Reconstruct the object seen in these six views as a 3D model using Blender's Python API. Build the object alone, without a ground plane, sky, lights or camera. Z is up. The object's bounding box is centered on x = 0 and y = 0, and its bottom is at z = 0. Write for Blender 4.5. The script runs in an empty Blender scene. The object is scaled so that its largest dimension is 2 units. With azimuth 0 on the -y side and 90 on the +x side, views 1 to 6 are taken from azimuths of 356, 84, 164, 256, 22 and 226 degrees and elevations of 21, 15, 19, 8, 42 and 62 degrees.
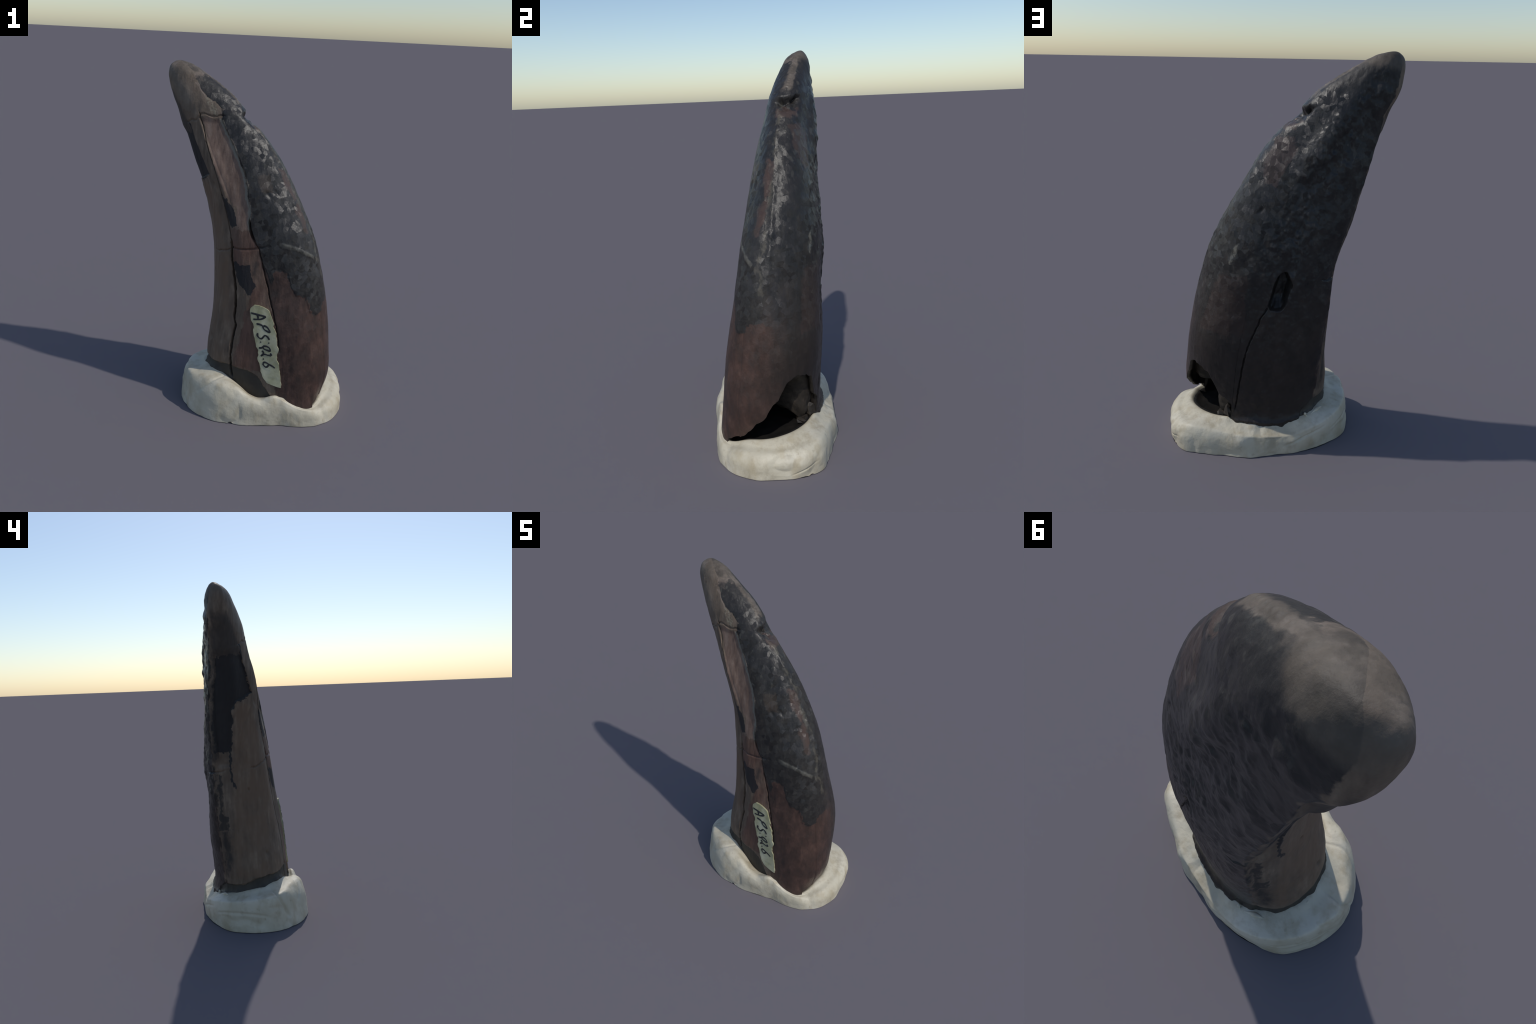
"""A large fossil carnivore tooth, mounted upright in a collar of pale modelling clay,
with a hand-lettered strip of paper on its side.

The tooth is a loft: horizontal cross-sections (twelve spokes each) along a leaning,
curved centre line.  Every surface feature (break seams, cracks, pit, chip, enamel edge,
broken root opening) is described in the tooth's own coordinates: the angle round the
centre line in degrees (0 = +x, 90 = +y) and the height z in metres.
The materials derive the same two coordinates from Object coordinates.
"""
import math
import bpy
import numpy as np

rng = np.random.default_rng(7)

# ------------------------------------------------------------------ tooth sections
TOP = 2.0
# one row per section, height = TOP - w*w : centre x, centre y, mean radius, then the shape of the
# section as cosine/sine pairs for 1..4 lobes: radius = mean / sqrt(1 + sum of lobes)
W_KNOTS = np.array([0, .1, .2, .3, .4, .5, .6, .7, .8, .9, 1.0, 1.1, 1.2, 1.3, 1.4])
SECTIONS = np.array([
    (-0.490, 0.272, -0.000, 0.004, -0.000, -0.468, 0.136, 0.016, 0.015, 0.001, -0.000),
    (-0.480, 0.262, 0.031, 0.011, -0.001, -0.468, 0.156, 0.030, 0.026, -0.012, 0.004),
    (-0.457, 0.246, 0.067, 0.002, 0.003, -0.358, 0.219, 0.022, -0.009, -0.027, 0.005),
    (-0.426, 0.231, 0.093, 0.001, 0.009, -0.385, 0.301, -0.008, 0.022, -0.012, 0.006),
    (-0.373, 0.206, 0.117, 0.006, -0.008, -0.448, 0.365, -0.075, -0.015, 0.008, -0.013),
    (-0.315, 0.180, 0.138, -0.003, -0.007, -0.431, 0.379, -0.051, 0.005, 0.016, -0.022),
    (-0.262, 0.154, 0.151, 0.000, -0.014, -0.429, 0.442, -0.118, 0.014, 0.009, -0.033),
    (-0.197, 0.127, 0.173, -0.026, -0.005, -0.438, 0.435, -0.151, 0.002, 0.046, -0.070),
    (-0.123, 0.108, 0.198, -0.058, 0.012, -0.388, 0.400, -0.118, -0.040, 0.058, -0.045),
    (-0.058, 0.089, 0.223, -0.103, 0.008, -0.330, 0.354, -0.087, -0.061, 0.079, -0.017),
    (-0.008, 0.066, 0.249, -0.078, 0.022, -0.318, 0.294, -0.070, -0.011, 0.094, -0.028),
    (0.026, 0.040, 0.267, -0.067, 0.023, -0.364, 0.288, -0.065, -0.013, 0.099, -0.058),
    (0.057, 0.015, 0.291, -0.055, 0.013, -0.358, 0.263, -0.022, -0.025, 0.073, -0.071),
    (0.077, -0.013, 0.297, 0.011, 0.018, -0.373, 0.266, 0.039, 0.018, 0.048, -0.045),
    (0.100, -0.042, 0.298, 0.009, 0.007, -0.254, 0.320, 0.035, -0.015, 0.010, -0.002),
])


def second_derivatives(x):
    """Matrix giving the second derivatives of the natural cubic spline through knots x."""
    n = len(x)
    h = np.diff(x)
    A = np.zeros((n, n))
    B = np.zeros((n, n))
    A[0, 0] = A[-1, -1] = 1
    for i in range(1, n - 1):
        A[i, i - 1:i + 2] = h[i - 1], 2 * (h[i - 1] + h[i]), h[i]
        B[i, i - 1:i + 2] = 6 / h[i - 1], -6 / h[i - 1] - 6 / h[i], 6 / h[i]
    return np.linalg.solve(A, B)


SECOND = second_derivatives(W_KNOTS)


def spline_eval(values, w):
    """Natural cubic spline through one column of knot values, at any array w."""
    m2 = SECOND @ values
    k = np.clip(np.searchsorted(W_KNOTS, w) - 1, 0, len(W_KNOTS) - 2)
    h = W_KNOTS[k + 1] - W_KNOTS[k]
    a, b = W_KNOTS[k + 1] - w, w - W_KNOTS[k]
    pick = lambda t, i: t[i, 0]
    return (pick(m2, k) * a ** 3 / (6 * h) + pick(m2, k + 1) * b ** 3 / (6 * h)
            + (pick(values, k) / h - pick(m2, k) * h / 6) * a + (pick(values, k + 1) / h - pick(m2, k + 1) * h / 6) * b)


def loft(theta, z):
    """Point of the undisturbed tooth; theta (columns,) radians, z (rows, columns)."""
    w = np.sqrt(np.maximum(TOP - z, 0))
    col = lambda i: spline_eval(SECTIONS[:, i:i + 1], w)
    q = 1.0
    for h in range(1, 5):
        q = q + col(1 + 2 * h) * np.cos(h * theta) + col(2 + 2 * h) * np.sin(h * theta)
    r = np.maximum(col(2), 0) / np.sqrt(np.maximum(q, .15)) + swell(theta, z)
    cx = spline_eval(SECTIONS[:, :1], w)
    cy = spline_eval(SECTIONS[:, 1:2], w)
    return np.stack([cx + r * np.cos(theta), cy + r * np.sin(theta), z], -1), r


def loft_normal(theta, z):
    e = 1e-3
    pa = loft(theta + e, z)[0] - loft(theta - e, z)[0]
    zz = np.clip(z, 0.0, TOP - 2e-4)
    pz = loft(theta, np.minimum(zz + 1e-4, TOP - 1e-4))[0] - loft(theta, zz - 1e-4)[0]
    n = np.cross(pa, pz)
    return n / np.maximum(np.linalg.norm(n, axis=-1, keepdims=True), 1e-12)


# broad swellings (+) and flats (-): angle, spread, height, spread, amount
SWELLINGS = [(72, 22, 1.57, .15, .013), (58, 26, 1.57, .19, .033), (88, 20, .95, .2, .004), (124, 11, 1.28, .42, -.014), (147, 8, 1.25, .18, .010), (115, 16, .70, .2, -.016),
             (138, 13, 1.57, .10, -.014), (170, 12, 1.48, .17, .018), (196, 12, 1.46, .18, -.004), (232, 16, 1.45, .24, .012), (205, 12, 1.2, .2, .008), (184, 12, 1.12, .12, .012),
             (320, 14, 1.36, .17, -.017), (341, 9, 1.38, .2, -.012), (222, 11, .78, .28, -.020), (150, 12, .32, .08, .012), (300, 14, .35, .25, .003), (332, 18, .13, .10, -.042)]


def swell(theta, z):
    deg = np.degrees(theta)
    return sum(amt * np.exp(-(((deg - a + 180) % 360 - 180) / sa) ** 2 - ((z - h) / sh) ** 2) for a, sa, h, sh, amt in SWELLINGS)


# ------------------------------------------------------------------ noise
LATTICE = rng.random((64, 64, 64))


def value_noise(p):
    i = np.floor(p).astype(int)
    f = p - i
    f = f * f * (3 - 2 * f)
    out = 0
    for dx in (0, 1):
        for dy in (0, 1):
            for dz in (0, 1):
                wgt = (f[..., 0] if dx else 1 - f[..., 0]) * (f[..., 1] if dy else 1 - f[..., 1]) * (f[..., 2] if dz else 1 - f[..., 2])
                out = out + wgt * LATTICE[(i[..., 0] + dx) % 64, (i[..., 1] + dy) % 64, (i[..., 2] + dz) % 64]
    return out * 2 - 1


def fbm(p, octaves=3):
    s, a, t = 0, 1.0, 0
    for o in range(octaves):
        s = s + a * value_noise(p * 2 ** o + 17.3 * o)
        t += a
        a *= .5
    return s / t


def facet_noise(p, jitter=0.9):
    """Piecewise planar relief: each Voronoi cell is a small tilted flat (knapped look)."""
    i = np.floor(p).astype(int)
    best = np.full(p.shape[:-1], 9.0)
    val = np.zeros(p.shape[:-1])
    for dx in (-1, 0, 1):
        for dy in (-1, 0, 1):
            for dz in (-1, 0, 1):
                c = i + (dx, dy, dz)
                k = [LATTICE[(c[..., 0] + s) % 64, (c[..., 1] + 2 * s) % 64, (c[..., 2] + 5 * s) % 64] for s in (0, 11, 23, 37, 41, 53)]
                off = p - (c + 0.5 + jitter * (np.stack(k[:3], -1) - 0.5))
                d = (off ** 2).sum(-1)
                tilt = (off * (np.stack(k[3:], -1) - 0.5)).sum(-1)
                m = d < best
                best = np.where(m, d, best)
                val = np.where(m, tilt, val)
    return val


def smooth(lo, hi, x):
    t = np.clip((x - lo) / (hi - lo), 0, 1)
    return t * t * (3 - 2 * t)


# ------------------------------------------------------------------ feature lines (angle, height)
def line(points):
    """Curve given as (key, value) pairs -> sorted arrays."""
    a = np.array(sorted(points), float)
    return a[:, 0], a[:, 1]


def periodic_line(points):
    x, y = line([(p[0] % 360, p[1]) for p in points])
    return np.r_[x - 360, x, x + 360], np.r_[y, y, y]


# break seam under the tip, and break seam round the middle (height as a function of angle)
TIP_SEAM = [(197, 1.685), (207, 1.694), (218, 1.697), (232, 1.717), (239, 1.733), (252, 1.738), (270, 1.727), (284, 1.73), (293, 1.738),
            (310, 1.73), (334, 1.735), (0, 1.74), (23, 1.742), (49, 1.73), (64, 1.742), (102, 1.74), (118, 1.727), (130, 1.706), (138, 1.67), (160, 1.66), (180, 1.675)]
MID_SEAM = [(132, .943), (143, .951), (156, .964), (170, .961), (182, .961), (192, .968), (205, .99), (214, 1.0), (224, 1.022), (239, 1.02),
            (255, 1.027), (267, 1.039), (275, 1.046), (287, 1.057), (300, 1.078), (310, 1.067), (317, 1.045), (326, 1.008), (345, .985), (20, .975), (60, .965), (110, .97), (122, .955)]
# broken lower edge of the tooth: the opening into the hollow root on the +x side
OPENING = [(312, .03), (313.5, .12), (320.6, .14), (329.8, .162), (331.8, .18), (334, .20), (338, .226), (342, .251), (346.5, .277), (348.7, .31), (351, .338), (354.5, .358), (357, .40), (360, .440),
           (365, .464), (372, .470), (378, .458), (385, .426), (389, .39), (392, .356), (395.5, .312), (399, .296), (403, .286), (407, .275), (410, .256), (411, .225), (411.5, .03)]
# long drying cracks (angle as a function of height)
CRACK_LONG = [(1.735, 238), (1.72, 234.5), (1.674, 234), (1.597, 229), (1.513, 227), (1.452, 226), (1.402, 224.5), (1.317, 222), (1.229, 221), (1.152, 222.3), (1.067, 222.5),
              (1.027, 222.3), (.973, 220.3), (.892, 220.6), (.812, 221.6), (.749, 221.4), (.671, 220.8), (.615, 219), (.568, 221), (.507, 218.6), (.441, 216.6), (.366, 215.5), (.29, 215)]
CRACK_SHORT = [(1.195, 264), (1.147, 261), (1.1, 261.5), (1.054, 266), (1.036, 268.7), (.989, 269.3), (.948, 270.6), (.879, 272.2), (.815, 274.3), (.749, 275.2), (.686, 277), (.616, 278.7), (.534, 280.2), (.441, 281)]
CRACK_REAR = [(.82, 77), (.749, 69), (.725, 68.5), (.657, 64), (.59, 60.3), (.507, 58.5), (.426, 57.5), (.354, 56.5), (.2, 55)]
# edge of the enamel against the bared dentine, on the labelled side
ENAMEL_EDGE = [(2.0, 300), (1.93, 300), (1.917, 293), (1.874, 284), (1.843, 286), (1.82, 289), (1.793, 302), (1.765, 303), (1.74, 299), (1.716, 293), (1.678, 292), (1.645, 293), (1.597, 292.5), (1.543, 290),
               (1.491, 288.5), (1.447, 287), (1.385, 282), (1.3, 274), (1.25, 271), (1.195, 265.5), (1.147, 262), (1.1, 262), (1.054, 266), (1.036, 269), (.989, 269.5), (.948, 271), (.8, 274), (.0, 276)]
# lower limit of the dark enamel all round (height as a function of angle)
ENAMEL_FOOT = [(150, .95), (200, .95), (250, .95), (271, .948), (275, .915), (279, .84), (284, .896), (290, .925), (295, .927), (300, .912), (301, .83), (304, .79), (312, .78), (314, .69), (320, .668),
               (326, .68), (328, .715), (340, .735), (350, .70), (0, .78), (5, .90), (12, .97), (30, .94), (60, .9), (90, .96), (120, .955)]
# foot of the bared dentine: below it a recess filled with dark putty (height as a function of angle)
FRACTURE_FOOT = [(138, .24), (152, .246), (160, .25), (169, .277), (183, .293), (197, .298), (204, .304), (214, .316), (222, .305), (236, .3), (251, .277), (256, .246), (264, .19), (280, .05), (300, -.1), (0, -.1), (110, -.1), (128, .2)]
# right limit of the black sheet on the hollow inner face
SHEET_EDGE = [(.97, 158), (1.08, 162), (1.17, 163), (1.30, 166), (1.36, 173), (1.385, 186), (1.41, 207), (1.44, 204), (1.50, 200), (1.58, 196), (1.66, 192)]
# pit on the rear face (left and right edge, angle as a function of height)
PIT_LEFT = [(.785, 86), (.79, 81), (.80, 77.5), (.82, 75), (.845, 75.5), (.87, 76.5), (.895, 77), (.92, 78), (.95, 79), (.967, 80), (.985, 83.5), (1.0, 88)]
PIT_RIGHT = [(.785, 91), (.79, 94), (.80, 96.5), (.83, 99), (.86, 99.5), (.896, 101), (.92, 101.5), (.938, 100.5), (.955, 98.5), (.967, 97), (.985, 94), (1.0, 91)]


def wrapped(angle):
    """Angle measured from the rear at 120 degrees, so that no patch crosses the wrap."""
    return (angle - 120) % 360


def relief(theta, z, p, r):
    """Outward displacement of the tooth surface."""
    deg = np.degrees(theta)[None, :] % 360
    deg = np.broadcast_to(deg, z.shape)
    rag = fbm(p * (26, 26, 16), 3)
    aw = wrapped(deg) + rag * 2.0
    zw = z + fbm(p * 22 + 40, 3) * 0.012
    r_m = np.maximum(r, .03)
    away = lambda angle, crv: np.radians(((deg - np.interp(z, *line(crv)) + 180) % 360) - 180) * r_m
    d = np.zeros_like(z)

    # enamel stands proud of the bared dentine
    edge = wrapped(np.interp(zw, *line(ENAMEL_EDGE)))
    enamel = np.maximum(smooth(-.8, .8, aw - edge), 1 - smooth(19, 21, wrapped(deg)))
    foot = np.interp(deg, *periodic_line(ENAMEL_FOOT))
    above = smooth(-.012, .012, zw - foot)
    d += (.005 * enamel * np.where((wrapped(deg) > 150) & (wrapped(deg) < 206), .35 + .65 * above, 1) - .003) * (1 - .85 * smooth(1.75, 1.80, z)) * (1 - smooth(1.88, 1.93, z))
    # the spalled hollow on the labelled side, deepest along its right edge
    hollow = smooth(0, 8, wrapped(deg) - 108) * smooth(-1, 3, edge - aw) * smooth(1.12, 1.3, z) * (1 - smooth(1.69, 1.73, z))
    d -= .008 * hollow
    # recess below the fractured foot of the dentine
    d -= .009 * smooth(-.006, .006, np.interp(deg, *periodic_line(FRACTURE_FOOT)) - zw)

    # ridges: rear seam, front keel with fine serrations toward the tip
    seam_dist = np.radians(((deg - 141 + 1.5 * np.sin(z * 9) + 180) % 360) - 180) * r_m
    d += .006 * np.exp(-(seam_dist / .013) ** 2) * smooth(.25, .5, z) * (1 - smooth(1.6, 1.75, z))
    d -= .004 * np.exp(-((seam_dist - .022) / .012) ** 2) * smooth(.25, .5, z) * (1 - smooth(1.6, 1.75, z))
    keel_dist = np.radians(((deg - 341 - 4 * smooth(1.7, 1.95, z) + 180) % 360) - 180) * r_m
    keel = np.exp(-(keel_dist / .012) ** 2)
    d += keel * smooth(.8, 1.1, z) * (.005 + .003 * fbm(p * (60, 60, 45), 2)) * (1 - smooth(1.6, 1.7, z))
    tipk = smooth(1.77, 1.8, z) * (1 - smooth(1.92, 1.95, z))
    comb = np.exp(-((keel_dist - .004) / .007) ** 2)
    d += keel * tipk * .003 + comb * tipk * .0013 * np.sin(z * 2 * np.pi / .0125 + 2 * rag)

    # cracks
    wob = 1 + .5 * fbm(p * 30 + 9, 2)
    def groove(crv, lo, hi, half, depth, shift=0):
        a = away(deg, crv) + shift + .003 * fbm(p * 55 + 3, 2)
        return -depth * np.exp(-(a / (half * wob)) ** 4) * smooth(lo - .02, lo + .02, z) * (1 - smooth(hi - .01, hi + .02, z))
    d += groove(CRACK_LONG, .28, 1.735, .0033, .011)
    d += groove(CRACK_LONG, .24, 1.06, .0062, .034)
    d += groove(CRACK_SHORT, .46, 1.19, .0035, .015)
    d += groove(CRACK_SHORT, 1.085, 1.175, .008, .03)
    d += groove(CRACK_REAR, .22, .8, .0035, .012)
    for crv, span, strength in ((TIP_SEAM, [(190, 300)], .007), (MID_SEAM, [(130, 150), (185, 276)], .008)):
        dz = z - np.interp(deg, *periodic_line(crv)) + .006 * rag
        here = sum(smooth(a - 4, a + 4, deg) * (1 - smooth(b - 4, b + 4, deg)) for a, b in span)
        d -= (.0004 + strength * here) * np.exp(-(dz / (.0045 * wob)) ** 2)
    ridge = smooth(298, 304, deg) * (1 - smooth(322, 328, deg))
    d += .0035 * ridge * np.exp(-((z - np.interp(deg, *periodic_line(MID_SEAM)) + .012) / .014) ** 2)

    # the chip across the front keel
    c = ((deg - 348 + 180) % 360) - 180
    wide = np.exp(-(c / 18) ** 4)
    prof = smooth(1.662, 1.726, z) * (1 - smooth(1.736 + .0005 * c + .010 * rag, 1.766 + .0005 * c + .012 * rag, z))
    d -= (.028 + .012 * fbm(p * 34 + 5, 2)) * wide * prof
    d -= .013 * np.exp(-((c + 1) / 17) ** 4) * np.exp(-((z - 1.737 - .0006 * c - .014 * rag) / .009) ** 2)

    # on the hollow inner face the black sheet lies lower than the brown slab in front of it
    sheet = smooth(0, 2, wrapped(deg) + rag - 24) * smooth(0, 2, wrapped(np.interp(zw, *line(SHEET_EDGE))) - wrapped(deg) - 2 * rag) * smooth(.97, 1.0, z) * (1 - smooth(1.60, 1.66, zw))
    d -= .010 * sheet

    # the tooth's foot flares into a fillet where the clay grips it
    grip = np.interp(deg, *periodic_line(CLAY_CONTACT))
    d += .020 * np.exp(-np.maximum(z - grip, 0) / .018) * smooth(50, 62, deg) * (1 - smooth(196, 210, deg)) * (1 + .5 * rag)

    # pit on the rear face
    inside = np.minimum(np.minimum(np.radians(deg - np.interp(z, *line(PIT_LEFT))), np.radians(np.interp(z, *line(PIT_RIGHT)) - deg)) * r_m,
                        np.minimum(z - .788, .998 - z)) + .007 * rag
    d -= .045 * smooth(-.002, .024, inside) * smooth(.788, .86, z)
    d -= .03 * smooth(0, .012, inside)
    # small round pits
    for a0, z0, rad, dep in ((176, .83, .007, .008), (186, .43, .010, .010), (305, 1.335, .012, .006), (317, 1.34, .010, .006), (28, 1.29, .01, .006), (211, 1.355, .010, .006)):
        q = np.hypot(np.radians(((deg - a0 + 180) % 360) - 180) * r_m, (z - z0) * .6)
        d -= dep * np.exp(-(q / rad) ** 2)

    # weathered relief: knapped flats on the worn front and rear, long grain on the dentine
    worn = np.clip(smooth(250, 330, wrapped(deg) + 0) + (1 - smooth(10, 30, wrapped(deg))) + .0, 0, 1)
    worn *= np.where(deg < 200, 1, smooth(285, 320, deg))
    body = 1 - .6 * smooth(1.85, 1.97, z)
    near_keel = np.exp(-(((deg - 345 + 180) % 360 - 180) / 45) ** 2)
    lower = 1 - .55 * (1 - smooth(.55, .95, z)) * (1 - near_keel)
    d += .0070 * worn * body * lower * fbm(p * (14, 14, 10) + 33, 2)
    lower = lower * (1 - .6 * np.exp(-(((deg - 130 + 180) % 360 - 180) / 18) ** 2))
    d += .0080 * worn * body * lower * fbm(p * (31, 31, 24), 2)
    d += .0044 * worn * body * lower * fbm(p * (50, 50, 40) + 7, 2)
    d += .0045 * worn * body * near_keel * fbm(p * (44, 44, 15) + 90, 2)
    d += .0018 * (1 - worn) * fbm(p * (50, 50, 9), 3)
    d += .0016 * fbm(p * 12 + 70, 3)
    return d * smooth(0.0, .012, TOP - z)


# ------------------------------------------------------------------ helpers for objects
def new_mesh(name, verts, faces, smooth_shade=True):
    me = bpy.data.meshes.new(name)
    me.vertices.add(len(verts))
    me.vertices.foreach_set("co", np.asarray(verts, np.float32).ravel())
    sizes = np.array([len(f) for f in faces]) if isinstance(faces, list) else np.full(len(faces), faces.shape[1])
    loops = np.concatenate([np.asarray(f) for f in faces]) if isinstance(faces, list) else faces.ravel()
    me.loops.add(len(loops))
    me.loops.foreach_set("vertex_index", loops.astype(np.int32))
    me.polygons.add(len(sizes))
    me.polygons.foreach_set("loop_start", np.r_[0, np.cumsum(sizes)[:-1]].astype(np.int32))
    me.update(calc_edges=True)
    me.polygons.foreach_set("use_smooth", np.full(len(sizes), smooth_shade))
    me.validate()
    return me


def add(name, me, parent, material):
    ob = bpy.data.objects.new(name, me)
    bpy.context.scene.collection.objects.link(ob)
    ob.parent = parent
    if material:
        me.materials.append(material)
    return ob


def grid_faces(rows, cols, wrap=True, base=0):
    i = np.arange(rows - 1)[:, None]
    j = np.arange(cols if wrap else cols - 1)[None]
    k = (j + 1) % cols
    f = np.stack([i * cols + j, (i + 1) * cols + j, (i + 1) * cols + k, i * cols + k], -1)
    return f.reshape(-1, 4) + base


# ------------------------------------------------------------------ node helper
class Nodes:
    def __init__(self, name):
        self.mat = bpy.data.materials.new(name)
        self.mat.use_nodes = True
        self.t = self.mat.node_tree
        self.t.nodes.clear()
        self.coord = self.t.nodes.new("ShaderNodeTexCoord").outputs["Object"]

    def link(self, a, socket):
        if isinstance(a, bpy.types.NodeSocket):
            self.t.links.new(a, socket)
        elif isinstance(a, (tuple, list)) and socket.type == "RGBA" and len(a) == 3:
            socket.default_value = (*a, 1)
        else:
            socket.default_value = a

    def math(self, op, a, b=0.0, c=0.0):
        n = self.t.nodes.new("ShaderNodeMath")
        n.operation = op
        for s, v in zip(n.inputs, (a, b, c)):
            self.link(v, s)
        return n.outputs[0]

    def add(self, a, b): return self.math("ADD", a, b)
    def sub(self, a, b): return self.math("SUBTRACT", a, b)
    def mul(self, a, b): return self.math("MULTIPLY", a, b)
    def min(self, a, b): return self.math("MINIMUM", a, b)
    def max(self, a, b): return self.math("MAXIMUM", a, b)

    def vec(self, op, a, b=None):
        n = self.t.nodes.new("ShaderNodeVectorMath")
        n.operation = op
        self.link(a, n.inputs[0])
        if b is not None:
            self.link(b, n.inputs["Scale"] if op == "SCALE" else n.inputs[1])
        return n.outputs["Value"] if op in ("LENGTH", "DISTANCE", "DOT_PRODUCT") else n.outputs[0]

    def step(self, x, lo, hi, out0=0.0, out1=1.0):
        n = self.t.nodes.new("ShaderNodeMapRange")
        n.interpolation_type = "SMOOTHSTEP"
        for s, v in zip(n.inputs[:5], (x, lo, hi, out0, out1)):
            self.link(v, s)
        return n.outputs[0]

    def noise(self, scale, detail=4, rough=.55, stretch=(1, 1, 1), seed=0.0, out="Fac"):
        m = self.t.nodes.new("ShaderNodeMapping")
        m.inputs["Scale"].default_value = stretch
        m.inputs["Location"].default_value = (seed, seed * .7, seed * 1.3)
        self.link(self.coord, m.inputs["Vector"])
        n = self.t.nodes.new("ShaderNodeTexNoise")
        self.link(m.outputs[0], n.inputs["Vector"])
        n.inputs["Scale"].default_value = scale
        n.inputs["Detail"].default_value = detail
        n.inputs["Roughness"].default_value = rough
        return n.outputs[out]

    def voronoi(self, scale, feature="F1", out="Distance", stretch=(1, 1, 1)):
        m = self.t.nodes.new("ShaderNodeMapping")
        m.inputs["Scale"].default_value = stretch
        self.link(self.coord, m.inputs["Vector"])
        n = self.t.nodes.new("ShaderNodeTexVoronoi")
        n.feature = feature
        n.inputs["Scale"].default_value = scale
        self.link(m.outputs[0], n.inputs["Vector"])
        return n.outputs[out]

    def curve(self, x, points):
        """Piecewise linear function; points in 0..1 x 0..1."""
        n = self.t.nodes.new("ShaderNodeFloatCurve")
        c = n.mapping.curves[0]
        pts = sorted((min(max(a, 0), 1), min(max(b, 0), 1)) for a, b in points)
        while len(c.points) < len(pts):
            c.points.new(.5, .5)
        for cp, (a, b) in zip(c.points, pts):
            cp.location = (a, b)
            cp.handle_type = "VECTOR"
        n.mapping.update()
        self.link(x, n.inputs["Value"])
        return n.outputs[0]

    def mix(self, fac, a, b, mode="MIX"):
        n = self.t.nodes.new("ShaderNodeMix")
        n.data_type = "RGBA"
        n.blend_type = mode
        self.link(fac, n.inputs["Factor"])
        self.link(a, n.inputs["A"])
        self.link(b, n.inputs["B"])
        return next(o for o in n.outputs if o.type == "RGBA")

    def ramp(self, fac, stops):
        n = self.t.nodes.new("ShaderNodeValToRGB")
        e = n.color_ramp.elements
        while len(e) < len(stops):
            e.new(.5)
        for el, (p, c) in zip(e, stops):
            el.position = p
            el.color = (*c, 1)
        self.link(fac, n.inputs[0])
        return n.outputs[0]

    def bump(self, height, strength, distance, normal=None):
        n = self.t.nodes.new("ShaderNodeBump")
        n.inputs["Strength"].default_value = strength
        n.inputs["Distance"].default_value = distance
        self.link(height, n.inputs["Height"])
        if normal is not None:
            self.link(normal, n.inputs["Normal"])
        return n.outputs[0]

    def finish(self, color, rough, normal=None, spec=.5):
        b = self.t.nodes.new("ShaderNodeBsdfPrincipled")
        o = self.t.nodes.new("ShaderNodeOutputMaterial")
        self.link(color, b.inputs["Base Color"])
        self.link(rough, b.inputs["Roughness"])
        b.inputs["Specular IOR Level"].default_value = spec
        if normal is not None:
            self.link(normal, b.inputs["Normal"])
        self.t.links.new(b.outputs[0], o.inputs[0])
        return self.mat


def srgb(r, g, b, gain=1.0):
    f = lambda c: ((c / 255 + .055) / 1.055) ** 2.4 if c > 10.3 else c / 255 / 12.92
    return tuple(f(c) * gain for c in (r, g, b))


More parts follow.
